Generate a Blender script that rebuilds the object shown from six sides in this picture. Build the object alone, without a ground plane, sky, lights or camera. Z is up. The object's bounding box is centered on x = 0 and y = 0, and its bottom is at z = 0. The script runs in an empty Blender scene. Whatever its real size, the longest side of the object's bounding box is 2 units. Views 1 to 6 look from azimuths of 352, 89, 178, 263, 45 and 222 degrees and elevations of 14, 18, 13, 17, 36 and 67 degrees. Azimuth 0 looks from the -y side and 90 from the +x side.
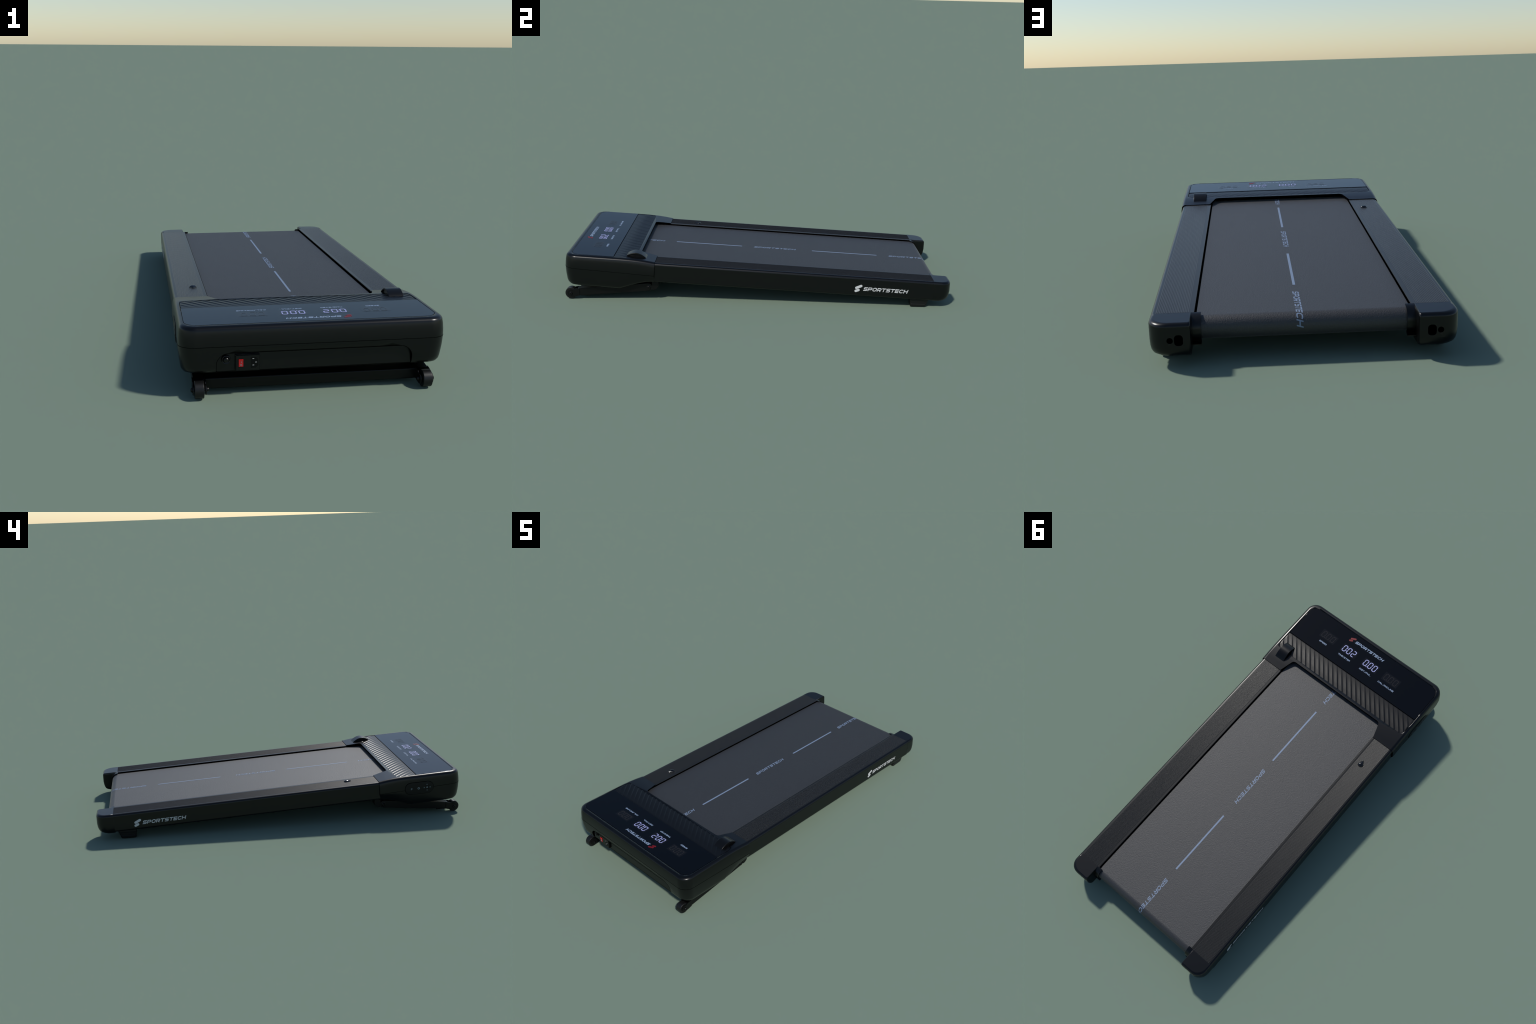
# Walking-pad treadmill, built part by part.
# Deck frame: x = across, v = along the deck (front is -v), w = up from the underside of the rails.
# The whole deck leans by LEAN because the front stands on a folding wheel frame.
import bpy, bmesh, math, random
from mathutils import Matrix, Vector
from mathutils.bvhtree import BVHTree

random.seed(7)
LEAN = math.atan(0.04896)
BASE = 0.0838
DECK = Matrix.Translation((0, 0, BASE)) @ Matrix.Rotation(-LEAN, 4, 'X')
scene = bpy.context.scene
COL = scene.collection


# ------------------------------------------------------------------ materials
def new_mat(name, base, rough=0.5, spec=0.5, metallic=0.0, coat=0.0):
    m = bpy.data.materials.new(name)
    m.use_nodes = True
    b = m.node_tree.nodes['Principled BSDF']
    b.inputs['Base Color'].default_value = (*base, 1)
    b.inputs['Roughness'].default_value = rough
    b.inputs['Specular IOR Level'].default_value = spec
    b.inputs['Metallic'].default_value = metallic
    b.inputs['Coat Weight'].default_value = coat
    return m, m.node_tree, b


def obj_coords(nt, scale):
    tc = nt.nodes.new('ShaderNodeTexCoord')
    mp = nt.nodes.new('ShaderNodeMapping')
    mp.inputs['Scale'].default_value = scale
    nt.links.new(tc.outputs['Object'], mp.inputs['Vector'])
    return mp.outputs['Vector']


def add_noise_colour(m, nt, b, scale, lo, hi, detail=4.0):
    n = nt.nodes.new('ShaderNodeTexNoise')
    n.inputs['Scale'].default_value = 1.0
    n.inputs['Detail'].default_value = detail
    nt.links.new(obj_coords(nt, scale), n.inputs['Vector'])
    r = nt.nodes.new('ShaderNodeValToRGB')
    r.color_ramp.elements[0].position = 0.3
    r.color_ramp.elements[1].position = 0.7
    r.color_ramp.elements[0].color = (*lo, 1)
    r.color_ramp.elements[1].color = (*hi, 1)
    nt.links.new(n.outputs['Fac'], r.inputs['Fac'])
    nt.links.new(r.outputs['Color'], b.inputs['Base Color'])
    return n


def add_bump(nt, b, scale, strength, dist, detail=2.0):
    n = nt.nodes.new('ShaderNodeTexNoise')
    n.inputs['Scale'].default_value = 1.0
    n.inputs['Detail'].default_value = detail
    nt.links.new(obj_coords(nt, scale), n.inputs['Vector'])
    bp = nt.nodes.new('ShaderNodeBump')
    bp.inputs['Strength'].default_value = strength
    bp.inputs['Distance'].default_value = dist
    nt.links.new(n.outputs['Fac'], bp.inputs['Height'])
    nt.links.new(bp.outputs['Normal'], b.inputs['Normal'])
    return bp


def g(v):
    return (v, v, v)


M_PLASTIC, nt, b = new_mat('black_plastic', (0.0014, 0.0015, 0.0015), 0.29, 0.38)
add_noise_colour(M_PLASTIC, nt, b, (900, 900, 900), (0.0012, 0.0013, 0.0013), (0.0017, 0.0018, 0.0018))
add_bump(nt, b, (1400, 1400, 1400), 0.05, 0.0001)

M_RAIL, nt, b = new_mat('ribbed_rail_coat', (0.011, 0.011, 0.011), 0.34, 0.27)
b.inputs['Sheen Weight'].default_value = 0.16
b.inputs['Sheen Roughness'].default_value = 0.35
add_noise_colour(M_RAIL, nt, b, (220, 6, 220), (0.0080, 0.0083, 0.0082), (0.0125, 0.0125, 0.0121))
M_WALL, nt, b = new_mat('rail_wall', (0.0014, 0.0015, 0.0015), 0.29, 0.38)

M_GLASS, nt, b = new_mat('display_glass', (0.0006, 0.0008, 0.0013), 0.11, 0.30)

M_PAD, nt, b = new_mat('ribbed_grip_pad', (0.0024, 0.0024, 0.0026), 0.35, 0.30)
add_bump(nt, b, (900, 900, 900), 0.25, 0.0003)

M_DEEP_BLACK, nt, b = new_mat('deep_black', g(0.0004), 0.9, 0.02)  # near-black base with almost no specular

M_BELT, nt, b = new_mat('belt_rubber', (0.028, 0.028, 0.030), 0.55, 0.66)
b.inputs['Sheen Weight'].default_value = 0.09
b.inputs['Sheen Roughness'].default_value = 0.35
add_noise_colour(M_BELT, nt, b, (260, 220, 260), (0.0195, 0.0200, 0.0216), (0.0270, 0.0275, 0.0292))
add_bump(nt, b, (270, 220, 270), 0.60, 0.0015, 3.0)

M_PRINT, nt, b = new_mat('belt_print', (0.180, 0.235, 0.330), 0.55, 0.5)
add_bump(nt, b, (430, 300, 430), 0.3, 0.0008, 3.0)
M_LABEL, nt, b = new_mat('panel_print', (0.26, 0.34, 0.47), 0.5, 0.3)
M_WHITE, nt, b = new_mat('side_print', (0.55, 0.55, 0.55), 0.5, 0.3)
M_RED, nt, b = new_mat('red_print', (0.17, 0.005, 0.010), 0.4, 0.3)
M_DIGIT, nt, b = new_mat('lit_digit', (0.36, 0.38, 0.66), 0.5, 0.3)
M_DIM, nt, b = new_mat('unlit_digit', (0.021, 0.0195, 0.0195), 0.14, 0.3)
M_WINDOW, nt, b = new_mat('display_window', (0.0048, 0.0050, 0.0058), 0.11, 0.30)
M_SWITCH, nt, b = new_mat('red_switch', (0.42, 0.012, 0.014), 0.35)
M_SWITCH_TOP, nt, b = new_mat('red_switch_bright', (0.75, 0.02, 0.02), 0.35)
M_SOCKET, nt, b = new_mat('socket_black', g(0.0008), 0.4, 0.2)
M_PIN, nt, b = new_mat('pin_metal', (0.4, 0.4, 0.4), 0.45, metallic=0.5)
M_RUBBER, nt, b = new_mat('wheel_rubber', (0.0050, 0.0050, 0.0053), 0.42, 0.35)
M_STEEL, nt, b = new_mat('painted_steel', (0.0026, 0.0027, 0.0027), 0.36, 0.25)
M_STRAP, nt, b = new_mat('handle_plastic', (0.0032, 0.0033, 0.0036), 0.3, 0.3)
M_KNOB, nt, b = new_mat('glossy_knob', (0.003, 0.003, 0.0035), 0.12, 0.5)
M_BUTTON, nt, b = new_mat('button_rubber', (0.0036, 0.0039, 0.0041), 0.42, 0.25)
M_ICON, nt, b = new_mat('icon_print', (0.16, 0.20, 0.22), 0.5)


# ------------------------------------------------------------------ helpers
root = bpy.data.objects.new('treadmill', None)
COL.objects.link(root)
root['label'] = 'flat black under-desk walking treadmill with grey belt and display'
root['category'] = 'treadmill'


def weigh_normals(ob):
    """Keep broad flat faces flat in shading: normals weighted by face area."""
    md = ob.modifiers.new('weigh', 'WEIGHTED_NORMAL')
    md.keep_sharp = True
    md.weight = 90
    bpy.context.view_layer.update()
    me = bpy.data.meshes.new_from_object(ob.evaluated_get(bpy.context.evaluated_depsgraph_get()))
    ob.modifiers.clear()
    old = ob.data
    me.name = old.name
    ob.data = me
    bpy.data.meshes.remove(old)


def finish(bm, name, mats, parent=None, angle=35, deck=True, smooth=True, recalc=True):
    if recalc:
        bmesh.ops.recalc_face_normals(bm, faces=bm.faces)
    me = bpy.data.meshes.new(name)
    bm.to_mesh(me)
    bm.free()
    for m in (mats if isinstance(mats, (list, tuple)) else [mats]):
        me.materials.append(m)
    if smooth:
        me.shade_smooth()
        me.set_sharp_from_angle(angle=math.radians(angle))
    ob = bpy.data.objects.new(name, me)
    COL.objects.link(ob)
    if smooth:
        weigh_normals(ob)
    if parent is None:
        ob.parent = root
        if deck:
            ob.matrix_local = DECK
    else:
        ob.parent = parent
    return ob


def arc(cx, cy, r, a0, a1, n):
    return [(cx + r * math.cos(math.radians(a0 + (a1 - a0) * i / n)),
             cy + r * math.sin(math.radians(a0 + (a1 - a0) * i / n))) for i in range(n + 1)]


def loft(bm, rings, cap=True, closed=True, mat=0):
    vs = [[bm.verts.new(p) for p in r] for r in rings]
    n = len(rings[0])
    faces = []
    for a, c in zip(vs[:-1], vs[1:]):
        for i in range(n if closed else n - 1):
            j = (i + 1) % n
            f = bm.faces.new((a[i], a[j], c[j], c[i]))
            f.material_index = mat
            faces.append(f)
    if cap:
        for r in (vs[0][::-1], vs[-1]):
            f = bm.faces.new(r)
            f.material_index = mat
            faces.append(f)
    return vs, faces


def prism(bm, outline, lo, hi, put, mat=0):
    """Extrude a 2D outline between lo and hi; put(a, b, t) -> (x, v, w)."""
    return loft(bm, [[put(a, c, lo) for a, c in outline], [put(a, c, hi) for a, c in outline]], mat=mat)


def bevel_prism(bm, outline_at, lo, hi, r, put, n=3, mat=0):
    """Prism with rounded rims. outline_at(inset) -> 2D outline of constant count."""
    rings = []
    for i in range(n + 1):
        a = math.pi / 2 * i / n
        rings.append([put(p, q, lo + r * (1 - math.sin(a))) for p, q in outline_at(r * (1 - math.cos(a)))][:])
    rings = rings[::-1]
    rings = []
    for i in range(n + 1):
        a = math.pi / 2 * i / n
        rings.append([put(p, q, lo + r * (1 - math.cos(a))) for p, q in outline_at(r * (1 - math.sin(a)))])
    for i in range(n + 1):
        a = math.pi / 2 * i / n
        rings.append([put(p, q, hi - r * (1 - math.sin(a))) for p, q in outline_at(r * (1 - math.cos(a)))])
    return loft(bm, rings, mat=mat)


def rrect(cx, cy, hx, hy, r, n=5):
    out = []
    for sx, sy, a in ((1, 1, 0), (-1, 1, 90), (-1, -1, 180), (1, -1, 270)):
        out += arc(cx + sx * (hx - r), cy + sy * (hy - r), r, a, a + 90, n)
    return out


def rrect_in(cx, cy, hx, hy, r, n=5):
    return lambda i: rrect(cx, cy, hx - i, hy - i, max(r - i, 1e-4), n)


def circle(cx, cy, r, n=24):
    return [(cx + r * math.cos(2 * math.pi * i / n), cy + r * math.sin(2 * math.pi * i / n)) for i in range(n)]


def stadium(p, q, r, n=8):
    a = math.degrees(math.atan2(q[1] - p[1], q[0] - p[0]))
    return arc(q[0], q[1], r, a - 90, a + 90, n) + arc(p[0], p[1], r, a + 90, a + 270, n)


def xcyl(bm, x0, x1, cy, cz, r, n=28, bev=0.0, mat=0):
    if bev:
        return bevel_prism(bm, lambda i: circle(cy, cz, r - i, n), x0, x1, bev, lambda a, c, t: (t, a, c), 3, mat)
    return prism(bm, circle(cy, cz, r, n), x0, x1, lambda a, c, t: (t, a, c), mat)


def slice_up(bm, co_list, axis):
    """Cut every face along planes so a flat mesh can follow a curve."""
    for c in co_list:
        no = [0, 0, 0]
        no[axis] = 1
        pt = [0, 0, 0]
        pt[axis] = c
        bmesh.ops.bisect_plane(bm, geom=bm.verts[:] + bm.edges[:] + bm.faces[:], plane_co=pt, plane_no=no)


def bend(cx, cy, r, a0, a1, n=5, ry=None):
    ry = r if ry is None else ry
    return [(cx + r * math.cos(math.radians(a0 + (a1 - a0) * i / n)), cy + ry * math.sin(math.radians(a0 + (a1 - a0) * i / n))) for i in range(n + 1)]


TH = 0.215      # stroke thickness of the wide sans lettering, cap height = 1


def glyph(ch):
    """Centre lines of one capital of a wide, heavy sans; returns (width, [(points, closed)])."""
    W, h = 1.12, TH / 2
    t, m, b0 = 1 - h, 0.5, h
    r = (t - m) / 2
    if ch == 'S':
        return W, [([(W - 0.06, t), (0.30, t)] + bend(0.30, m + r, 0.30 - h, 90, 270, 6, r)[1:] + [(W - 0.30, m)] +
                    bend(W - 0.30, m - r, 0.30 - h, 90, -90, 6, r)[1:] + [(0.04, b0)], False)]
    if ch in 'PR':
        q = 0.40
        rr = (t - q) / 2
        st = [([(h, 0), (h, 1)], False), ([(h, t), (W - 0.36, t)] + bend(W - 0.36, t - rr, 0.36 - h, 90, -90, 7, rr)[1:] + [(h, q)], False)]
        if ch == 'R':
            st.append(([(W * 0.52, q), (W - 0.12, 0.0)], False))
        return W, st
    if ch == 'O':
        rr = (t - b0) / 2
        return W + 0.06, [(bend(0.46, 0.5, 0.46 - h, 90, 270, 8, rr) + bend(W + 0.06 - 0.46, 0.5, 0.46 - h, -90, 90, 8, rr), True)]
    if ch == 'C':
        rr = (t - b0) / 2
        return W, [([(W - 0.10, t - 0.10), (W - 0.34, t)] + bend(0.46, 0.5, 0.46 - h, 90, 270, 8, rr) + [(W - 0.34, b0), (W - 0.10, b0 + 0.10)], False)]
    if ch == 'T':
        return W, [([(0, t), (W, t)], False), ([(W / 2, t), (W / 2, 0)], False)]
    if ch == 'E':
        return W - 0.10, [([(h, 0), (h, 1)], False), ([(h, t), (W - 0.12, t)], False), ([(h, m), (W - 0.18, m)], False), ([(h, b0), (W - 0.12, b0)], False)]
    if ch == 'H':
        return W, [([(h, 0), (h, 1)], False), ([(W - h, 0), (W - h, 1)], False), ([(h, m), (W - h, m)], False)]
    if ch == 'D':
        rr = (t - b0) / 2
        return W, [([(h, 0), (h, 1)], False), ([(h, t), (W - 0.44, t)] + bend(W - 0.44, 0.5, 0.44 - h, 90, -90, 8, rr)[1:] + [(h, b0)], False)]
    if ch == 'I':
        return TH, [([(h, 0), (h, 1)], False)]
    if ch == 'M':
        return W + 0.15, [([(h, 0), (h, 1)], False), ([(W + 0.15 - h, 0), (W + 0.15 - h, 1)], False),
                          ([(h, 0.93), (W / 2 + 0.075, 0.25), (W + 0.15 - h, 0.93)], False)]
    if ch == 'N':
        return W, [([(h, 0), (h, 1)], False), ([(W - h, 0), (W - h, 1)], False), ([(h, 0.93), (W - h, 0.07)], False)]
    if ch == 'A':
        return W, [([(0.08, 0), (W / 2, 0.93), (W - 0.08, 0)], False), ([(0.24, 0.28), (W - 0.24, 0.28)], False)]
    if ch == 'L':
        return W - 0.15, [([(h, 0), (h, 1)], False), ([(h, b0), (W - 0.15, b0)], False)]
    if ch == 'U':
        return W, [([(h, 1), (h, 0.40)] + bend(W / 2, 0.40, W / 2 - h, 180, 360, 8, 0.40 - h)[1:] + [(W - h, 1)], False)]
    if ch == '/':
        return 0.55, [([(0.05, 0), (0.50, 1)], False)]
    return TH, [([(h, 0), (h, TH)], False)]      # full stop


def text_bmesh(body, width, height, shear=0.0, depth=1.0, gap=0.15):
    """Solid lettering in a (a, b, t) box: a in [0, width], b in [0, height], t in [0, depth]."""
    bm = bmesh.new()
    pen, k = 0.0, 0
    for ch in body:
        w, strokes = glyph(ch)
        for pts, closed in strokes:
            k += 1
            top = depth * (1.0 - 0.06 * (k % 5))     # neighbouring strokes never share a plane
            n = len(pts)
            rows = []
            for i in range(n):
                p0 = pts[(i - 1) % n] if (closed or i > 0) else pts[i]
                p1 = pts[(i + 1) % n] if (closed or i < n - 1) else pts[i]
                d0 = Vector((pts[i][0] - p0[0], pts[i][1] - p0[1]))
                d1 = Vector((p1[0] - pts[i][0], p1[1] - pts[i][1]))
                d0 = d0.normalized() if d0.length > 1e-9 else d1.normalized()
                d1 = d1.normalized() if d1.length > 1e-9 else d0
                tan = (d0 + d1)
                tan = tan.normalized() if tan.length > 1e-6 else d0
                nn = Vector((-tan.y, tan.x))
                mit = TH / 2 / max(0.45, nn.dot(Vector((-d1.y, d1.x))))
                a, c = Vector(pts[i]) + nn * mit, Vector(pts[i]) - nn * mit
                rows.append([(a.x, a.y, 0.0), (a.x, a.y, top), (c.x, c.y, top), (c.x, c.y, 0.0)])
            if closed:
                rows.append(rows[0])
            rows = [[((pen + x + shear * y), y, t) for x, y, t in r] for r in rows]
            loft(bm, rows, cap=not closed)
        pen += w + gap
    total = pen - gap + shear
    for v in bm.verts:
        v.co.x *= width / total
        v.co.y *= height
    bmesh.ops.remove_doubles(bm, verts=bm.verts, dist=1e-7)
    return bm


def map_verts(bm, fn):
    for v in bm.verts:
        v.co = Vector(fn(*v.co))


def pieces_wordmark(length, cap, depth):
    bm = text_bmesh('SPORTSTECH', length, cap, shear=0.33, depth=depth, gap=0.14)
    return bm


def logo_bars(bm, length, depth):
    """Two slanted rounded bars that stand left of the wordmark, in wordmark units."""
    for p, q in (((-0.149, 0.057), (-0.048, 0.105)), ((-0.156, -0.015), (-0.099, 0.009))):
        o = stadium((p[0] * length, p[1] * length), (q[0] * length, q[1] * length), 0.0278 * length)
        prism(bm, o, 0.0, depth, lambda a, c, t: (a, c, t))
    return bm


# ------------------------------------------------------------------ motor housing
HX, HF, HR = 0.4585, -0.9955, -0.535       # half width, front, rear of the housing
OPEN_V = -0.6165                           # front edge of the belt opening
LEFT_IN = 0.0045                           # the left flank stands a little closer in


def smooth_step(t):
    t = max(0.0, min(1.0, t))
    return t * t * (3 - 2 * t)


def pw(v, pts):
    if v <= pts[0][0]:
        return pts[0][1]
    for (a, fa), (c, fc) in zip(pts[:-1], pts[1:]):
        if v <= c:
            return fa + (fc - fa) * (v - a) / (c - a)
    return pts[-1][1]


def top_w(v):
    return pw(v, [(-1.0, 0.1195), (-0.70, 0.1190), (-0.66, 0.1180), (-0.62, 0.1160), (-0.58, 0.1122), (-0.55, 0.1083), (-0.531, 0.1060)])


def bot_w(v):
    return pw(v, [(-1.0, -0.0435), (-0.96, -0.0450), (-0.712, -0.0490), (-0.66, -0.030), (-0.62, -0.016),
                  (-0.58, -0.006), (-0.55, -0.002), (-0.531, -0.001)])


def split_w(v):
    return pw(v, [(-1.0, 0.052), (-0.531, 0.038)])


SIDE_V = [HR, -0.55, -0.565, -0.58, -0.60, -0.62, -0.64, -0.66, -0.685, -0.712, -0.75, -0.80, -0.85]


def housing_outline(inset_x, inset_f, r=0.058, under=0.0):
    X, F = HX - inset_x, HF + inset_f
    side = [(X, v) for v in SIDE_V]
    corner = arc(X - r, F + r, r, 0, -90, 14)
    half = side + corner + [(X * 0.5, F)]
    other = [(-x + LEFT_IN, v) for x, v in half[::-1]]
    ro = 0.014
    opening = [(-0.322, HR), (-0.316, -0.550), (-0.3015, -0.5975), (-0.2985, -0.606), (-0.292, -0.6135), (-0.283, OPEN_V),
               (-0.15, OPEN_V), (0.15, OPEN_V),
               (0.283, OPEN_V), (0.292, -0.6135), (0.2985, -0.606), (0.3015, -0.5975), (0.316, -0.550), (0.322, HR)]
    opening = [(x + 0.003, v if v == HR else v - 0.004) for x, v in opening]
    opening = [(x * (1 + 0.09 * under) if v < -0.54 else x, v - 0.045 * under if v < -0.59 else v) for x, v in opening]
    return half + other + opening


NH = len(SIDE_V) + 15 + 1
N_OUT = 2 * NH


def ring_at(kind, d, ix, fx, r=0.058, under=1.0):
    """One level of the shell; below the lip the belt opening is undercut."""
    pts = []
    for x, v in housing_outline(ix, fx, r, under):
        if kind == 'top':
            w = top_w(v) - d
        elif kind == 'bot':
            w = bot_w(v) + d
        elif d < 0:
            w = split_w(v) + (-d) * (bot_w(v) + 0.026 - split_w(v))
        else:
            w = split_w(v) + d * (top_w(v) - 0.026 - split_w(v))
        pts.append((x, v, w))
    return pts


bm = bmesh.new()
rings = [ring_at('bot', -0.0015, 0.036, 0.050, 0.042), ring_at('bot', -0.0004, 0.026, 0.036, 0.046), ring_at('bot', 0.0045, 0.0155, 0.020, 0.05),
         ring_at('bot', 0.013, 0.0100, 0.012, 0.055), ring_at('bot', 0.026, 0.0070, 0.0075),
         ring_at('mid', -0.5, 0.0025, 0.0025), ring_at('mid', -0.0001, 0.0, 0.0), ring_at('mid', 0.5, 0.0004, 0.0004),
         ring_at('top', 0.026, 0.0018, 0.0018), ring_at('top', 0.0165, 0.0036, 0.0032)]
for i in range(1, 8):
    a = math.pi / 2 * i / 7
    rings.append(ring_at('top', 0.0150 * (1 - math.sin(a)), 0.0041 + 0.0176 * (1 - math.cos(a)), 0.0036 + 0.0185 * (1 - math.cos(a)), 0.056 - 0.014 * (1 - math.cos(a)), under=1.0 if i < 2 else 0.0))
vs, fs = loft(bm, rings)
for f in fs[:-2]:
    c = f.calc_center_median()
    # faces along the belt opening and the rear joint take the near-black material
    if all(any(abs(vv.co.x - ox) < 1e-5 and abs(vv.co.y - ov) < 1e-5 for u in (0.0, 1.0) for ox, ov in housing_outline(0, 0, under=u)[N_OUT:]) for vv in f.verts):
        f.material_index = 1
    elif all(vv.co.y > HR - 1e-5 for vv in f.verts):
        f.material_index = 1
top_face, bot_face = fs[-1], fs[-2]
tops = set(vs[-1])
bots = set(vs[0])
for c in (-0.55, -0.565, -0.58, -0.60, -0.62, -0.64, -0.66, -0.685, -0.712, -0.96):
    fl = [f for f in bm.faces if f.is_valid and all(abs(v.co.z - top_w(v.co.y)) < 1e-5 for v in f.verts)]
    fl += [f for f in bm.faces if f.is_valid and all(abs(v.co.z + 0.0015 - bot_w(v.co.y)) < 1e-5 for v in f.verts)]
    geo = set(fl)
    for f in fl:
        geo.update(f.edges)
        geo.update(f.verts)
    res = bmesh.ops.bisect_plane(bm, geom=list(geo), plane_co=(0, c, 0), plane_no=(0, 1, 0))
    for e in res['geom_cut']:
        if isinstance(e, bmesh.types.BMVert):
            up = e.co.z > 0.04
            e.co.z = top_w(e.co.y) if up else bot_w(e.co.y) - 0.0015
bmesh.ops.remove_doubles(bm, verts=bm.verts, dist=1e-6)
bmesh.ops.dissolve_degenerate(bm, edges=bm.edges, dist=1e-6)
bmesh.ops.triangulate(bm, faces=[f for f in bm.faces if len(f.verts) > 4])
housing_tree = BVHTree.FromBMesh(bm)
housing = finish(bm, 'motor_housing', [M_PLASTIC, M_DEEP_BLACK], angle=28)


def onto_housing(axis, a, c, off):
    """Press a point onto the housing skin: 'front' (a=x, c=w), 'right'/'left' (a=v, c=w), 'top' (a=x, c=v)."""
    if axis == 'front':
        o, d = Vector((a, -1.5, c)), Vector((0, 1, 0))
    elif axis == 'right':
        o, d = Vector((1.0, a, c)), Vector((-1, 0, 0))
    elif axis == 'left':
        o, d = Vector((-1.0, a, c)), Vector((1, 0, 0))
    else:
        o, d = Vector((a, c, 1.0)), Vector((0, 0, -1))
    h, n, i, dist = housing_tree.ray_cast(o, d)
    if h is None:
        h = o + d * 0.5
    return h - d * off


def skin_piece(outline, axis, lo, hi, name, mat, parent, cuts_a=(), cuts_c=(), rim=0.0):
    """A thin solid with a 2D outline that follows the housing skin from depth lo to hi."""
    bm = bmesh.new()
    prism(bm, outline, 0.0, 1.0, lambda a, c, t: (a, c, t))
    slice_up(bm, cuts_a, 0)
    slice_up(bm, cuts_c, 1)
    bmesh.ops.triangulate(bm, faces=bm.faces)
    map_verts(bm, lambda a, c, t: onto_housing(axis, a, c, lo + (hi - lo) * t))
    return finish(bm, name, mat, parent, angle=30)


# joint line between upper and lower shell
bm = bmesh.new()
path = [(x, v, split_w(v)) for x, v in housing_outline(0, 0)[:N_OUT]]
prof = [(0.0004, 0.0007), (0.0004, -0.0007), (-0.002, -0.0007), (-0.002, 0.0007)]
rows = []
for i, (x, v, w) in enumerate(path):
    p0, p1 = path[max(i - 1, 0)], path[min(i + 1, len(path) - 1)]
    t = Vector((p1[0] - p0[0], p1[1] - p0[1], 0)).normalized()
    nrm = Vector((-t.y, t.x, 0))
    if nrm.dot(Vector((x, v + 0.75, 0))) < 0:
        nrm = -nrm
    rows.append([(x + nrm.x * a, v + nrm.y * a, w + c) for a, c in prof])
loft(bm, rows)
finish(bm, 'shell_seam', M_DEEP_BLACK, housing)

# ---- top panel: glass in front, ribbed grip pad behind, in one shared outline
PX, PF, PB, PM = 0.4315, -0.9640, -0.6315, -0.7465


def panel_outline(inset=0.0):
    X, F, B = PX - inset, PF + inset, PB - inset
    return (arc(X - 0.034, B - 0.040, 0.034, 90, 0, 8) + [(X, PM)] + arc(X - 0.046, F + 0.046, 0.046, 0, -90, 10) +
            arc(-X + 0.046, F + 0.046, 0.046, -90, -180, 10) + [(-X, PM)] + arc(-X + 0.034, B - 0.040, 0.034, 180, 90, 8))


def carve(target, cutter):
    md = target.modifiers.new('carve', 'BOOLEAN')
    md.operation = 'DIFFERENCE'
    md.solver = 'EXACT'
    md.object = cutter
    bpy.context.view_layer.update()
    me = bpy.data.meshes.new_from_object(target.evaluated_get(bpy.context.evaluated_depsgraph_get()))
    target.modifiers.clear()
    target.data = me
    me.set_sharp_from_angle(angle=math.radians(28))
    bpy.data.objects.remove(cutter)
    weigh_normals(target)


def panel_slab(grow, lo, hi, name, mats, parent=None):
    """Slab with the panel outline whose floor and roof follow the housing top."""
    bm = bmesh.new()
    prism(bm, panel_outline(-grow), lo, hi, lambda a, c, t: (a, c, t), mat=len(mats) - 1)
    slice_up(bm, [-0.685, -0.66, -0.64, -0.712], 1)
    map_verts(bm, lambda a, c, t: (a, c, top_w(c) + t))
    return finish(bm, name, mats, parent, smooth=False)


carve(housing, panel_slab(0.0014, -0.0042, 0.05, 'panel_cutter', [M_PLASTIC, M_DEEP_BLACK]))
panel_slab(0.0010, -0.0050, -0.0034, 'panel_floor', [M_DEEP_BLACK], housing)


def glass_outline(i):
    X, F = PX - i, PF + i
    return ([(X, PM - 0.0010 - i)] + arc(X - 0.045, F + 0.045, 0.045, 0, -90, 12) +
            arc(-X + 0.045, F + 0.045, 0.045, -90, -180, 12) + [(-X, PM - 0.0010 - i)])


bm = bmesh.new()
bevel_prism(bm, glass_outline, 0.1145, 0.1199, 0.0008, lambda a, c, t: (a, c, t), 2)
glass = finish(bm, 'display_panel', M_GLASS, housing)
GT = 0.1199

# grip pad: slanted scalloped ribs that fade out toward the glass
bm = bmesh.new()
PITCH, SLOPE = 0.032, -0.0963 / 0.1176


def pad_edge(x):
    """Rear edge of the pad at x, with rounded corners."""
    ax = abs(x)
    lim = PX - 0.001
    r = 0.034
    if ax <= lim - r:
        return PB - 0.001
    t = min(1.0, (ax - (lim - r)) / r)
    return PB - 0.001 - 0.034 * (1 - math.sqrt(max(0.0, 1 - t * t)))


def pad_height(x, v):
    s = ((x - SLOPE * (v + 0.63)) / PITCH + 0.12) % 1.0
    s = 1.0 - s                      # rises toward -x, then drops
    up = (s / 0.86) ** 1.6 if s < 0.86 else (1.0 - s) / 0.14
    fade = smooth_step((v - PM) / 0.075)
    edge = min(1.0, (PX - abs(x)) / 0.006)
    return 0.0018 * up * (0.12 + 0.88 * fade) * edge


NXP, NVP = 820, 36
grid = []
for i in range(NXP + 1):
    x = -(PX - 0.001) + 2 * (PX - 0.001) * i / NXP
    e = pad_edge(x)
    col = []
    for j in range(NVP + 1):
        v = PM + 0.001 + (e - PM - 0.001) * j / NVP
        dz = 0.0012 * max(0, 1 - (e - v) / 0.0015) + 0.0008 * max(0, 1 - (v - PM - 0.001) / 0.0012)
        col.append(bm.verts.new((x, v, top_w(v) - 0.0012 + pad_height(x, v) - dz)))
    grid.append(col)
for i in range(NXP):
    for j in range(NVP):
        bm.faces.new((grid[i][j], grid[i + 1][j], grid[i + 1][j + 1], grid[i][j + 1]))
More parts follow.
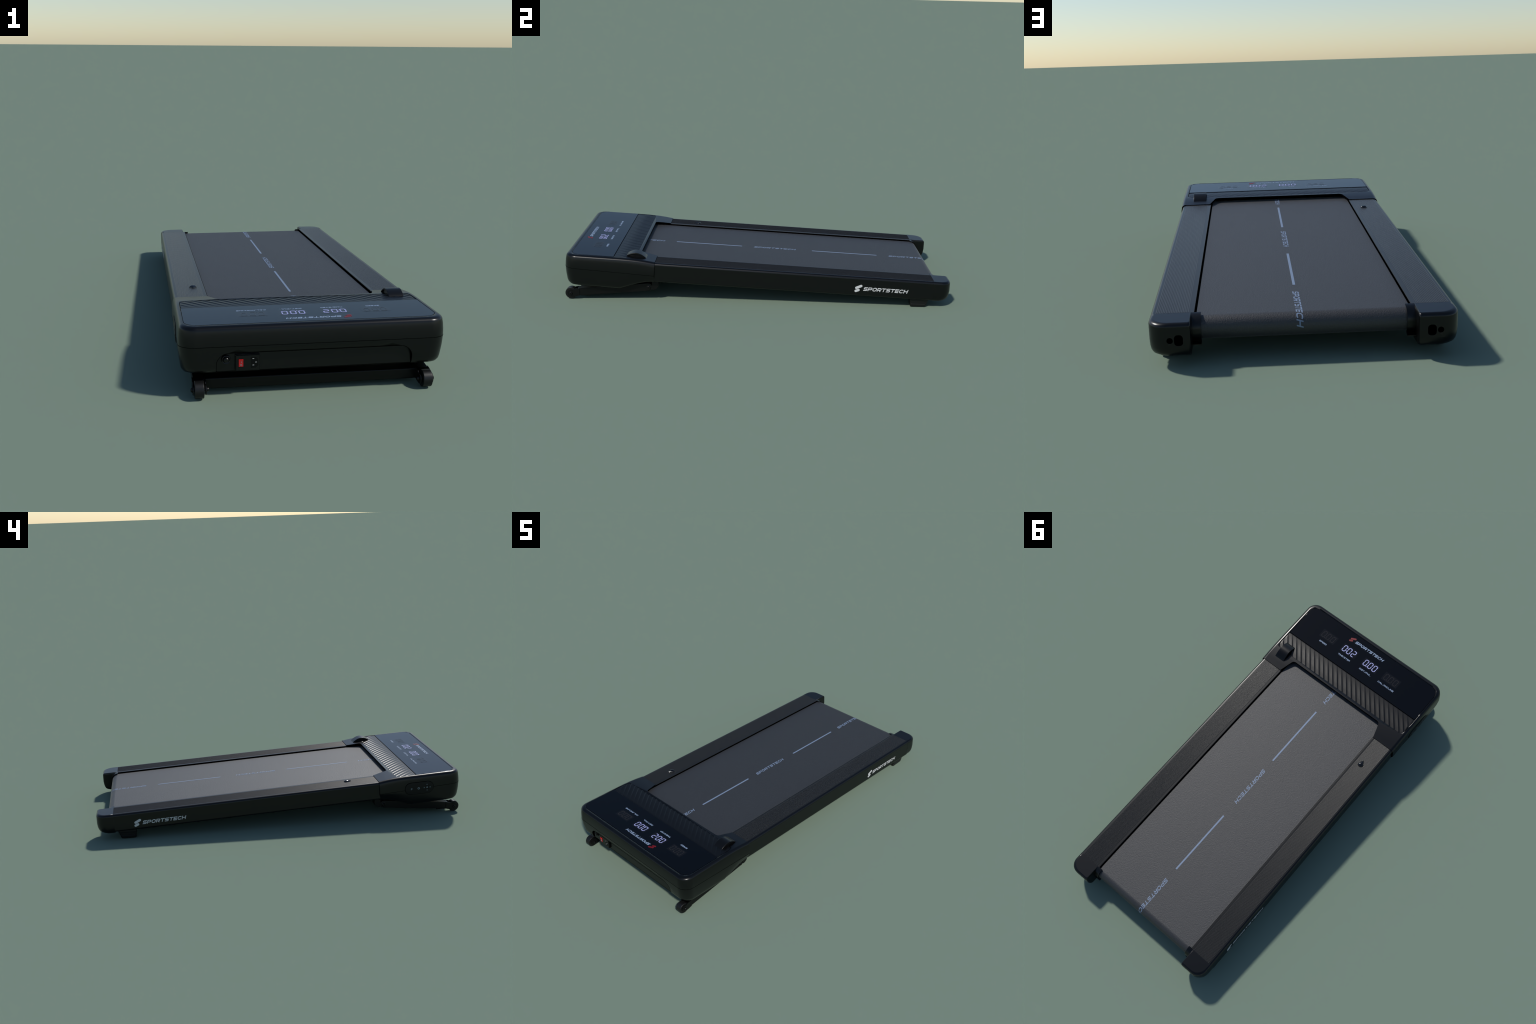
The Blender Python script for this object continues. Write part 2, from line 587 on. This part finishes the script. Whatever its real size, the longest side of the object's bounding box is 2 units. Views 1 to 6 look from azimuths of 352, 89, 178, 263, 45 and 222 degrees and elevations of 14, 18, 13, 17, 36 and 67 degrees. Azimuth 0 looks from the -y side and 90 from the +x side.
# skirt down into the groove gives it depth
edge_loop = [e for e in bm.edges if e.is_boundary]
ext = bmesh.ops.extrude_edge_only(bm, edges=edge_loop)
for el in ext['geom']:
    if isinstance(el, bmesh.types.BMVert):
        el.co.z = top_w(el.co.y) - 0.0032
pad = finish(bm, 'grip_pad', M_PAD, housing, angle=40)


# ---- display: windows, digits, labels, wordmark
def on_glass(cx, cv, lift=0.0):
    """Panel lettering reads from the rear: right is -x, up is -v."""
    return lambda a, c, t: (cx - a, cv - c, GT + lift + t)


SEG = {'0': 'abcdef', '2': 'abged', '1': 'bc'}


def digit_pieces(bm, ch, cx, cv, wd, ht, th, put):
    h = ht / 2
    lean = 0.05
    segs = {'a': ((0, ht), (wd, ht)), 'd': ((0, 0), (wd, 0)), 'g': ((0, h), (wd, h)),
            'f': ((0, h), (0, ht)), 'b': ((wd, h), (wd, ht)), 'e': ((0, 0), (0, h)), 'c': ((wd, 0), (wd, h))}
    gap = th * 0.16
    for s in SEG[ch]:
        (x0, y0), (x1, y1) = segs[s]
        L = math.hypot(x1 - x0, y1 - y0)
        ux, uy = (x1 - x0) / L, (y1 - y0) / L
        nx, ny = -uy, ux
        k = th / 2
        prof = [(gap, 0), (gap + k, k), (L - gap - k, k), (L - gap, 0), (L - gap - k, -k), (gap + k, -k)]
        o = [(x0 + ux * a + nx * c, y0 + uy * a + ny * c) for a, c in prof]
        o = [(cx + x + lean * y, cv + y) for x, y in o]
        prism(bm, o, 0.0, 0.0004, put)


WINDOWS = [(0.2415, '0.00', False, 'SPEED', 0.2445, 0.0505),
           (0.0960, '0:02', True, 'TIME/STEP', 0.0957, 0.0815),
           (-0.0500, '0.00', True, 'DIST./PUL.', -0.0503, 0.0780),
           (-0.1915, '0.00', False, 'CAL./INCLINE', -0.1907, 0.1056)]
for cx, txt, lit, label, lx, lw in WINDOWS:
    bm = bmesh.new()
    bevel_prism(bm, rrect_in(0, 0, 0.0505, 0.0265, 0.002, 2), -0.001, 0.00025, 0.0002, on_glass(cx, -0.8575), 1)
    win = finish(bm, 'display_window', M_WINDOW, glass)
    bm = bmesh.new()
    put = on_glass(cx, -0.8575, 0.0003)
    wd, ht, th, pitch = 0.0180, 0.0365, 0.0042 if lit else 0.0034, 0.0300
    for k, ch in enumerate(c for c in txt if c in SEG):
        digit_pieces(bm, ch, -0.0400 + k * pitch, -ht / 2 - 0.0006, wd, ht, th, put)
    if ':' in txt:
        for yy in (-0.008, 0.007):
            prism(bm, rrect(-0.0155 + yy * 0.05, yy, 0.0016, 0.0018, 0.0006, 2), 0, 0.0004, put)
    else:
        prism(bm, rrect(-0.0160, -0.0188, 0.0022, 0.0022, 0.0008, 2), 0, 0.0004, put)
    d = finish(bm, 'digits', M_DIGIT if lit else M_DIM, win, smooth=False)
    bm = text_bmesh(label, lw, 0.0090, shear=0.12, depth=0.0004, gap=0.2)
    map_verts(bm, lambda a, c, t: on_glass(lx + lw / 2, -0.8045)(a, c, t))
    finish(bm, 'panel_label', M_LABEL, glass, smooth=False)

L = 0.1945
bm = pieces_wordmark(L, 0.0160, 0.0004)
map_verts(bm, lambda a, c, t: on_glass(0.1055, -0.9172)(a, c, t))
finish(bm, 'panel_wordmark', M_LABEL, glass, smooth=False)
bm = logo_bars(bmesh.new(), L, 0.0004)
map_verts(bm, lambda a, c, t: on_glass(0.1055, -0.9172)(a, c, t))
finish(bm, 'panel_emblem', M_RED, glass, smooth=False)

# ---- carrying handle: arched strap with sunken cheeks
bm = bmesh.new()
SX0, SX1, SV0, SV1 = 0.3445, 0.4020, -0.6865, -0.5830


def strap_top(v):
    t = (v - SV0) / (SV1 - SV0)
    base = 0.118 + (0.1125 - 0.118) * t
    return base + 0.0225 * (math.sin(math.pi * min(max(t, 0), 1)) ** 0.8)


def strap_low(v):
    t = (v - SV0) / (SV1 - SV0)
    return strap_top(v) - 0.0042 - 0.002 * math.sin(math.pi * t)


rows = []
for i in range(25):
    v = SV0 + (SV1 - SV0) * i / 24
    a, lo = strap_top(v), min(strap_low(v), strap_top(v) - 0.003)
    r = 0.0016
    rows.append([(SX0, v, lo), (SX0, v, a - r), (SX0 + 0.4 * r, v, a - 0.4 * r), (SX0 + r, v, a),
                 (SX1 - r, v, a), (SX1 - 0.4 * r, v, a - 0.4 * r), (SX1, v, a - r), (SX1, v, lo)])
loft(bm, rows)
for xa, xb in ((SX0 + 0.0055, SX0 + 0.0085), (SX1 - 0.0085, SX1 - 0.0055)):
    rows = []
    for i in range(17):
        v = SV0 + 0.004 + (SV1 - SV0 - 0.008) * i / 16
        rows.append([(xa, v, 0.104), (xa, v, strap_low(v) + 0.002), (xb, v, strap_low(v) + 0.002), (xb, v, 0.104)])
    loft(bm, rows)
finish(bm, 'carry_handle', M_STRAP, housing)

# ---- control pad on the left cheek
cuts_v = [-0.83 + 0.01 * i for i in range(17)]
cuts_w = [0.015 + 0.006 * i for i in range(12)]
PC_V, PC_W = -0.7555, 0.0485


def pill(hv, hw):
    return stadium((PC_V - hv + hw, PC_W), (PC_V + hv - hw, PC_W), hw, 14)


skin_piece(pill(0.0815, 0.0350), 'left', -0.002, 0.0006, 'control_pad_gap', M_DEEP_BLACK, housing, cuts_v, cuts_w)
ctrl = skin_piece(pill(0.0795, 0.0330), 'left', -0.002, 0.0022, 'control_pad', M_BUTTON, housing, cuts_v, cuts_w)


def ctrl_piece(bm, outline, hi=0.0028):
    prism(bm, outline, 0.0, 1.0, lambda a, c, t: onto_housing('left', a, c, 0.001 + (hi - 0.001) * t))


bm = bmesh.new()
ctrl_piece(bm, rrect(-0.7985, 0.0485, 0.0036, 0.0036, 0.0008, 2))
for dv, dw in ((0.0165, 0), (-0.0165, 0)):
    ctrl_piece(bm, rrect(-0.7985 + dv, 0.0485 + dw, 0.0018, 0.0030, 0.0006, 2))
for dw in (0.0165, -0.0165):
    ctrl_piece(bm, rrect(-0.7985, 0.0485 + dw, 0.0028, 0.0009, 0.0004, 2))
    ctrl_piece(bm, rrect(-0.7985, 0.0485 + dw, 0.0009, 0.0028, 0.0004, 2), 0.0029)
ring_o, ring_i = circle(-0.7510, 0.0475, 0.0062, 24), circle(-0.7510, 0.0475, 0.0034, 24)
rows = []
for o, hi in ((ring_o, 0.001), (ring_o, 0.0028), (ring_i, 0.0028), (ring_i, 0.001)):
    rows.append([onto_housing('left', a, c, hi) for a, c in o])
loft(bm, rows, cap=False)
finish(bm, 'button_icons', M_ICON, ctrl, smooth=False)
bm = text_bmesh('P', 0.0085, 0.0105, depth=1.0)
map_verts(bm, lambda a, c, t: onto_housing('left', -0.7075 - a, 0.0415 + c, 0.001 + 0.0018 * t))
finish(bm, 'button_letter', M_ICON, ctrl, smooth=False)
bm = bmesh.new()
for r0, r1 in ((0.0125, 0.0132), (0.0250, 0.0257)):
    if r0 > 0.02:
        continue
    rows = []
    for rr, hi in ((r1, 0.001), (r1, 0.0024), (r0, 0.0024), (r0, 0.001)):
        rows.append([onto_housing('left', a, c, hi) for a, c in circle(-0.7985, 0.0485, rr, 30)])
    loft(bm, rows, cap=False)
finish(bm, 'button_ring', M_DEEP_BLACK, ctrl)


# ---- power bay: arched recess in the lower front with switch, socket and breaker button
def cover_outline(i, bt):
    x0, x1, t, r = -0.3312 + i, 0.3360 - i, 0.0290 - i, 0.042
    return [(x0, bt)] + arc(x0 + r, t - r, r, 180, 90, 10) + arc(x1 - r, t - r, r, 90, 0, 10) + [(x1, bt)]


BAY = -0.9760
bm = bmesh.new()
prism(bm, cover_outline(0.0, -0.10), -1.10, BAY, lambda a, c, t: (a, t, c), mat=1)
carve(housing, finish(bm, 'bay_cutter', [M_PLASTIC, M_DEEP_BLACK], smooth=False))
bm = bmesh.new()
a0, a1 = cover_outline(-0.0003, -0.028), cover_outline(0.0008, -0.028)
mids = [(0.06 * k - 0.27, None) for k in range(10)]


def fill(o):
    left, right = o[:12], o[12:]
    return left + [(x, o[11][1]) for x, _ in mids] + right


a0, a1 = fill(a0), fill(a1)
rows = [[onto_housing('front', *p, 0.0003), onto_housing('front', *q, 0.0003), onto_housing('front', *q, -0.004), onto_housing('front', *p, -0.004)] for p, q in zip(a0, a1)]
loft(bm, rows)
finish(bm, 'bay_seam', M_DEEP_BLACK, housing)
bm = bmesh.new()
rows = []
for x in (-0.3300, -0.3285, 0.3335, 0.3348):
    e = 0.0015 if abs(x) > 0.3290 and x != 0.3335 else 0.0
    prof = [(BAY - 0.0012 + e, 0.0286), (BAY - 0.0018 + e, -0.034), (BAY + 0.0015, -0.0400), (BAY + 0.008, -0.0430), (BAY + 0.045, -0.0450), (BAY + 0.045, 0.0286)]
    rows.append([(x, v, w) for v, w in prof])
loft(bm, rows)
cover = finish(bm, 'power_cover', M_PLASTIC, housing)
PV = -0.9865   # plane of the inlet bezel


def on_front(a, c, t):
    return (a, PV - t, c)


def inlet_outline(i):
    return rrect(-0.2265, -0.0075, 0.0415 - i, 0.0280 - i, 0.003, 3)


bm = bmesh.new()
bevel_prism(bm, inlet_outline, -0.024, 0.0, 0.0012, on_front, 2)
block = finish(bm, 'inlet_block', M_PLASTIC, cover)
bm = bmesh.new()
prism(bm, rrect(-0.2268, -0.0070, 0.0400, 0.0262, 0.002, 2), -0.006, 0.0004, on_front)
finish(bm, 'bezel_shadow_plate', M_DEEP_BLACK, cover)  # dark plate whose rim paints the bezel's edge shadow
bm = bmesh.new()
bevel_prism(bm, rrect_in(-0.2262, -0.0078, 0.0388, 0.0250, 0.002, 2), -0.006, 0.0012, 0.0005, on_front, 2)
inlet = finish(bm, 'inlet_bezel', M_PLASTIC, cover)
FT = 0.0012
bm = bmesh.new()
prism(bm, rrect(-0.2487, -0.0082, 0.0095, 0.0145, 0.001, 2), FT - 0.002, FT + 0.0004, on_front)
finish(bm, 'switch_frame', M_SOCKET, inlet)
bm = bmesh.new()
prof = [(-0.0205, 0.0012), (-0.0070, 0.0016), (-0.0010, 0.0022), (0.0042, 0.0044), (0.0042, 0.0), (-0.0205, 0.0)]
loft(bm, [[(x, PV - FT - t, w) for w, t in prof] for x in (-0.2563, -0.2411)])
for f in bm.faces:
    c = f.calc_center_median()
    if c.z > -0.0010 and abs(c.x + 0.2487) < 0.005:
        f.material_index = 1
switch = finish(bm, 'rocker_switch', [M_SWITCH, M_SWITCH_TOP], inlet, smooth=False)
bm = bmesh.new()
prism(bm, rrect(-0.2478, -0.0045, 0.0008, 0.0022, 0.0003, 1), FT + 0.0015, FT + 0.0024, on_front)
o, i_ = circle(-0.2487, -0.0148, 0.0032, 16), circle(-0.2487, -0.0148, 0.0021, 16)
loft(bm, [[on_front(a, c, t) for a, c in oo] for oo, t in ((o, FT + 0.001), (o, FT + 0.0020), (i_, FT + 0.0020), (i_, FT + 0.001))], cap=False)
finish(bm, 'switch_mark', M_ICON, switch, smooth=False)
bm = bmesh.new()
sock = [(-0.2162, 0.0105), (-0.2162, -0.0265), (-0.2000, -0.0265), (-0.1915, -0.0185), (-0.1915, 0.0030), (-0.1990, 0.0105)]
prism(bm, sock, FT - 0.003, FT + 0.0004, on_front)
socket = finish(bm, 'power_socket', M_SOCKET, inlet, smooth=False)
for px, pw_ in ((-0.2080, 0.0055), (-0.1990, -0.0070), (-0.2080, -0.0168)):
    bm = bmesh.new()
    bevel_prism(bm, rrect_in(px, pw_, 0.0028, 0.0011, 0.0004, 2), FT - 0.001, FT + 0.0016, 0.0003, on_front, 1)
    finish(bm, 'socket_pin', M_PIN, socket, smooth=False)
bm = bmesh.new()
n = 24
rr = [(0.0165, -0.024), (0.0165, -0.0045), (0.0145, -0.0030), (0.0145, 0.0036), (0.0130, 0.0040), (0.0095, 0.0022), (0.0085, 0.0022), (0.0078, 0.0075), (0.0060, 0.0092)]
loft(bm, [[on_front(a, c, t - 0.0035) for a, c in circle(-0.2975, 0.0040, r, n)] for r, t in rr])
finish(bm, 'breaker_button', M_PLASTIC, cover)

# ------------------------------------------------------------------ side rails
RT = 0.1030                                   # top of the rails
RAIL_IN = {1: 0.3205, -1: 0.3180}             # inner edges
RAIL_OUT = {1: 0.4492, -1: 0.4462}            # outer walls
RAIL_LOW = {1: 0.0025, -1: 0.0050}
RV0, RV1 = -0.5375, 0.9050
RIB_N, RIB_STEPS = 20, 8


def rail_profile(sgn):
    """Cross-section: inner lip, rounded ribs on the tread, rolled outer shoulder, flat wall."""
    a, o, lo, r = RAIL_IN[sgn], RAIL_OUT[sgn], RAIL_LOW[sgn], 0.0125
    p = [(a + 0.022, lo), (a + 0.022, 0.0987), (a, 0.0987), (a, RT - 0.002), (a + 0.0006, RT - 0.0006), (a + 0.002, RT)]
    r0, r1 = a + 0.0135, o - 0.0165
    for i in range(RIB_N * RIB_STEPS + 1):
        u = i / RIB_STEPS
        p.append((r0 + (r1 - r0) * i / (RIB_N * RIB_STEPS), RT + 0.00090 * (0.5 - 0.5 * math.cos(2 * math.pi * u)) ** 1.5))
    p += arc(o - r, RT - r, r, 90, 0, 8)
    p += [(o, 0.05)]
    p += arc(o - 0.010, lo + 0.010, 0.010, 0, -90, 5)
    return p


def on_side(sgn, length_dir, cv, cw, x):
    """Lettering on the outer wall: runs along +v on the right wall and along -v on the left."""
    return lambda a, c, t: (sgn * (x + t), cv + length_dir * a, cw + c)


for sgn in (1, -1):
    bm = bmesh.new()
    prof = rail_profile(sgn)
    vs, fs = loft(bm, [[(sgn * x, v, w) for x, w in prof] for v in (RV0, RV1)])
    for f in fs:
        c = f.calc_center_median()
        if abs(c.x) < RAIL_IN[sgn] + 0.0002 and c.z < RT - 0.001 or abs(c.x) < RAIL_IN[sgn] + 0.0221 and c.z < 0.0990:
            f.material_index = 1
        elif abs(c.x) > RAIL_OUT[sgn] - 0.0124 or c.z < 0.05:
            f.material_index = 2
    rail = finish(bm, 'side_rail', [M_RAIL, M_DEEP_BLACK, M_WALL], angle=50)
    L = 0.2345
    x0 = RAIL_OUT[sgn] - 0.0002
    v0 = 0.5405 if sgn > 0 else 0.7575
    put = on_side(sgn, sgn, v0, 0.0325, x0)
    bm = pieces_wordmark(L, 0.0195, 0.0008)
    map_verts(bm, put)
    finish(bm, 'side_wordmark', M_WHITE, rail, smooth=False)
    bm = logo_bars(bmesh.new(), L, 0.0008)
    map_verts(bm, put)
    finish(bm, 'side_emblem', M_WHITE, rail, smooth=False)
    if sgn < 0:
        # domed safety pin with a pointed nose toward the front
        bm = bmesh.new()
        rows = []
        for k in range(7):
            a = math.pi / 2 * k / 6
            s, h = math.cos(a) * 0.98 + 0.02, math.sin(a)
            row = []
            for i in range(32):
                q = 2 * math.pi * i / 32
                dx, dv = math.sin(q), -math.cos(q)
                r = 0.0145
                if -dv > 0.62:
                    r = min(0.0265, 0.0145 / max(0.30, math.cos(math.acos(max(-1, min(1, -dv))) - math.acos(0.53))))
                row.append((-0.3625 + dx * r * s, -0.3715 + dv * r * s, RT + 0.0004 + 0.0085 * h))
            rows.append(row)
        loft(bm, [[(x, v, RT - 0.001) for x, v, w in rows[0]]] + rows)
        finish(bm, 'safety_pin', M_KNOB, rail, angle=50)

# ------------------------------------------------------------------ rear end caps
CV1 = 0.9975


def cap_outline(sgn, ix, iv, ii=0.0):
    X, V, XI = RAIL_OUT[sgn] + 0.0004 - ix, CV1 - iv, RAIL_IN[sgn] + 0.0068 + ii
    ro, ri = 0.052, 0.007
    return ([(XI, RV1)] + [(X, RV1)] + [(X, 0.925)] + arc(X - ro, V - ro, ro, 0, 90, 12) +
            [(XI + 0.05, V)] + arc(XI + ri, V - ri, ri, 90, 180, 5))


for sgn in (1, -1):
    bm = bmesh.new()
    rings = []

    def cap_w(v, d):
        return -0.0065 + 0.0030 * smooth_step((v - 0.94) / 0.05) + d
    for d, ix, iv, ii in ((0.0, 0.034, 0.042, 0.010), (0.0015, 0.024, 0.030, 0.005), (0.005, 0.0140, 0.018, 0.002), (0.011, 0.0068, 0.010, 0.0), (0.020, 0.0028, 0.0055, 0.0), (0.033, 0.0008, 0.002, 0.0), (0.055, 0.0, 0.0, 0.0)):
        rings.append([(sgn * x, v, cap_w(v, d)) for x, v in cap_outline(sgn, ix, iv, ii)])
    rings.append([(sgn * x, v, 0.080) for x, v in cap_outline(sgn, 0.0, 0.0015)])
    for i in range(0, 8):
        a = math.pi / 2 * i / 7
        rings.append([(sgn * x, v, RT + 0.0003 - 0.0125 * (1 - math.sin(a))) for x, v in
                      cap_outline(sgn, 0.0125 * (1 - math.cos(a)), 0.002 + 0.0125 * (1 - math.cos(a)), 0.004 * (1 - math.cos(a)))])
    loft(bm, rings)
    bmesh.ops.recalc_face_normals(bm, faces=bm.faces)
    cap = finish(bm, 'rail_end_cap', [M_PLASTIC, M_DEEP_BLACK], angle=30)
    cut = bmesh.new()
    prism(cut, rrect(0.3622, 0.0528, 0.0127, 0.0166, 0.0105, 6), 0.975, 1.05, lambda a, c, t: (sgn * a, t, c), mat=1)
    prism(cut, circle(0.3871, 0.0530, 0.0091, 24), 0.975, 1.05, lambda a, c, t: (sgn * a, t, c), mat=1)
    cutter = finish(cut, 'hole_cutter', [M_PLASTIC, M_DEEP_BLACK], smooth=False)
    carve(cap, cutter)
    # guard that hoods the roller end
    bm = bmesh.new()
    rows = []
    RC = (0.9030, 0.0585)
    outer = arc(RC[0], RC[1], 0.0443, 90, -50, 16) + [(0.938, 0.0220), (0.951, 0.0212)]
    inner = arc(RC[0], RC[1], 0.0408, 90, -52, 16) + [(0.936, 0.0190), (0.951, 0.0182)]
    ol = outer + inner[::-1]
    loft(bm, [[(sgn * x, v, w) for v, w in ol] for x in (0.3005, 0.3330)])
    finish(bm, 'roller_guard', M_PLASTIC, cap, angle=30)
    # web behind the guard
    bm = bmesh.new()
    prism(bm, circle(RC[0], RC[1], 0.0405, 28), 0.3160, 0.3345, lambda a, c, t: (sgn * t, a, c))
    finish(bm, 'roller_bearing', M_DEEP_BLACK, cap)

# ------------------------------------------------------------------ belt, deck and roller
BW, BT, RR = 0.3145, 0.0945, 0.0360
VC = 0.9040


def wrap(v, lift=0.0):
    """Belt path: flat top, then round the rear roller. Returns (v, w)."""
    if v <= VC:
        return v, BT + lift
    a = (v - VC) / RR
    r = RR + lift
    return VC + r * math.sin(a), BT - RR + r * math.cos(a)


bm = bmesh.new()
pts = [wrap(-0.66), wrap(-0.2), wrap(0.3), wrap(0.8)] + [wrap(VC + RR * math.pi * i / 24) for i in range(25)]
pts.append((-0.50, BT - 2 * RR))
inner = [(p[0], p[1] - 0.003) for p in pts[:4]]
path_in = inner + [(VC + (RR - 0.003) * math.sin(math.pi * i / 24), BT - RR + (RR - 0.003) * math.cos(math.pi * i / 24)) for i in range(25)]
path_in.append((-0.50, BT - 2 * RR + 0.003))
ol = pts + path_in[::-1]
loft(bm, [[(x, v, w) for v, w in ol] for x in (-BW, -BW + 0.0008, 0.0, BW - 0.0008, BW)])
belt = finish(bm, 'running_belt', M_BELT, angle=35)

bm = bmesh.new()
prism(bm, rrect(0, 0.16, 0.3080, 0.700, 0.005, 2), 0.060, 0.0885, lambda a, c, t: (a, c, t))
prism(bm, rrect(0, 0.16, 0.3390, 0.700, 0.005, 2), 0.066, 0.078, lambda a, c, t: (a, c, t))
finish(bm, 'running_deck', M_DEEP_BLACK)
bm = bmesh.new()
xcyl(bm, -0.325, 0.325, VC, BT - RR, RR - 0.0035, 32)
finish(bm, 'rear_roller', M_STEEL)
# cross members under the deck
bm = bmesh.new()
for v in (-0.42, 0.10, 0.62):
    prism(bm, rrect(0, v, 0.336, 0.022, 0.002, 2), 0.006, 0.030, lambda a, c, t: (a, c, t))
finish(bm, 'cross_member', M_STEEL)

PRINT_X = 0.0128
PERIOD = 0.7600
cuts = [0.4 + 0.0] + [VC + 0.0035 * i for i in range(0, 28)]
for k, v0 in enumerate((-0.7675, -0.033, 0.7265)):
    L = 0.2385
    bm = pieces_wordmark(L, 0.0200, 1.0)
    for v in bm.verts:
        v.co.x += v0
    if v0 > 0.5:
        slice_up(bm, cuts, 0)
    if v0 < -0.6:
        bmesh.ops.bisect_plane(bm, geom=bm.verts[:] + bm.edges[:] + bm.faces[:], plane_co=(-0.64, 0, 0), plane_no=(1, 0, 0), clear_inner=True)

    def put_belt(a, c, t):
        vv, ww = wrap(a, 0.0001 + 0.0005 * t)
        return (PRINT_X + 0.0100 - c, vv, ww)
    map_verts(bm, put_belt)
    finish(bm, 'belt_wordmark', M_PRINT, belt, smooth=False)
for v0, v1 in ((-0.4651, -0.0988), (0.2948, 0.6612)):
    bm = bmesh.new()
    bevel_prism(bm, rrect_in(PRINT_X, (v0 + v1) / 2, 0.0043, (v1 - v0) / 2, 0.001, 2), BT - 0.0005, BT + 0.0006, 0.0003,
                lambda a, c, t: (a, c, t), 1)
    finish(bm, 'belt_stripe', M_PRINT, belt, smooth=False)

# ------------------------------------------------------------------ rear feet (stand on the ground, so built in the upright frame)
for sgn in (1, -1):
    bm = bmesh.new()
    specs = [(0.060, 0.0500, 0.0330, 0.008), (0.038, 0.0495, 0.0325, 0.008), (0.034, 0.0485, 0.0315, 0.008), (0.032, 0.0470, 0.0300, 0.008),
             (0.0175, 0.0440, 0.0290, 0.008), (0.0160, 0.0415, 0.0275, 0.008), (0.0145, 0.0430, 0.0285, 0.008),
             (0.0040, 0.0405, 0.0275, 0.008), (0.0010, 0.0390, 0.0260, 0.008), (0.0, 0.0370, 0.0240, 0.008)]
    rings = [[(sgn * a, c, z) for a, c in rrect(0.402, 0.839 - 0.004 * (0.034 - min(z, 0.034)) / 0.034, hx, hy, r, 4)] for z, hy, hx, r in specs]
    loft(bm, rings)
    finish(bm, 'rubber_foot', M_RUBBER, deck=False, angle=25)

# ------------------------------------------------------------------ folding wheel frame (upright frame)
WY, WZ, WR = -0.9700, 0.0300, 0.0300
PIV = (-0.5665, 0.0700)
bm = bmesh.new()
bevel_prism(bm, rrect_in(-0.902, 0.0330, 0.0300, 0.0190, 0.004, 3), -0.395, 0.402, 0.001, lambda a, c, t: (t, a, c), 1)
frame = finish(bm, 'lift_crossbar', M_STEEL, deck=False)
for sgn in (1, -1):
    wx = 0.3955 if sgn > 0 else 0.3865
    # arm: straight bar from the pivot to the wheel
    bm = bmesh.new()
    A, B = (-0.934, 0.0365), (-0.5665, 0.0720)
    dy, dz = B[0] - A[0], B[1] - A[1]
    ln = math.hypot(dy, dz)
    ny, nz = -dz / ln, dy / ln
    h0, h1 = 0.0192, 0.0200
    out = [(A[0] - ny * h0, A[1] - nz * h0)]
    out += [(B[0] + h1 * math.cos(q), B[1] + h1 * math.sin(q)) for q in [math.atan2(-nz, -ny) + math.pi * i / 10 for i in range(11)]]
    out += [(A[0] + ny * h0, A[1] + nz * h0)]

    def arm_in(i):
        cy, cz = -0.75, 0.054
        return [(y - i * (1 if y > cy else -1) * 0.4, z - i * (1 if z > cz else -1)) for y, z in out]
    xo = wx + 0.0185
    bevel_prism(bm, arm_in, xo - 0.034, xo, 0.002, lambda a, c, t: (sgn * t, a, c), 2)
    arm = finish(bm, 'lift_arm', M_STEEL, deck=False)
    # fork plates
    for x0, x1 in ((wx + 0.0185, wx + 0.0215), (wx - 0.0240, wx - 0.0205)):
        bm = bmesh.new()
        pl = [(-0.925, 0.0190), (-0.925, 0.0560), (-0.940, 0.0560), (-0.956, 0.0520)] + arc(WY, WZ, 0.0185, 60, 270, 12)[0:] + [(-0.945, 0.0140)]
        prism(bm, pl, x0, x1, lambda a, c, t: (sgn * t, a, c))
        finish(bm, 'wheel_fork', M_STEEL, arm)
    bm = bmesh.new()
    bevel_prism(bm, lambda i: circle(WY, WZ, WR - i, 40), wx - 0.0158, wx + 0.0158, 0.0022, lambda a, c, t: (sgn * t, a, c), 4)
    wheel = finish(bm, 'wheel', M_RUBBER, arm)
    bm = bmesh.new()
    xcyl(bm, sgn * (wx - 0.024), sgn * (wx + 0.020), WY, WZ, 0.006)
    finish(bm, 'wheel_axle', M_STEEL, wheel)
    for xs, d in ((wx + 0.0213, 1), (wx - 0.0238, -1)):
        bm = bmesh.new()
        prof = [(0.0095, -0.0005), (0.0095, 0.0012), (0.0080, 0.0016), (0.0078, 0.0045), (0.0060, 0.0066), (0.0034, 0.0070), (0.0030, 0.0046)]
        k = 1.0 if d > 0 else 1.35
        loft(bm, [[(sgn * (xs + d * t * k), a, c) for a, c in circle(WY, WZ, r, 20)] for r, t in prof])
        finish(bm, 'bolt', M_STEEL, wheel, angle=30)
    # pivot bolt and its bracket
    bm = bmesh.new()
    prof = [(0.0125, -0.001), (0.0125, 0.0020), (0.0100, 0.0028), (0.0090, 0.0062), (0.0070, 0.0080), (0.0042, 0.0080), (0.0038, 0.0055)]
    loft(bm, [[(sgn * (xo + t), a, c) for a, c in circle(PIV[0], PIV[1], r, 24)] for r, t in prof])
    finish(bm, 'bolt', M_STEEL, arm, angle=30)
    bm = bmesh.new()
    bl = [(-0.548, 0.112), (-0.515, 0.110), (-0.514, 0.082), (-0.521, 0.068), (-0.535, 0.059), (-0.560, 0.053), (-0.590, 0.060), (-0.600, 0.110)]
    prism(bm, bl, wx - 0.030, wx - 0.016, lambda a, c, t: (sgn * t, a, c))
    prism(bm, bl[:5] + [(-0.548, 0.059)], wx - 0.0155, wx + 0.021, lambda a, c, t: (sgn * t, a, c))
    finish(bm, 'pivot_bracket', M_STEEL, deck=False)

bpy.context.view_layer.update()
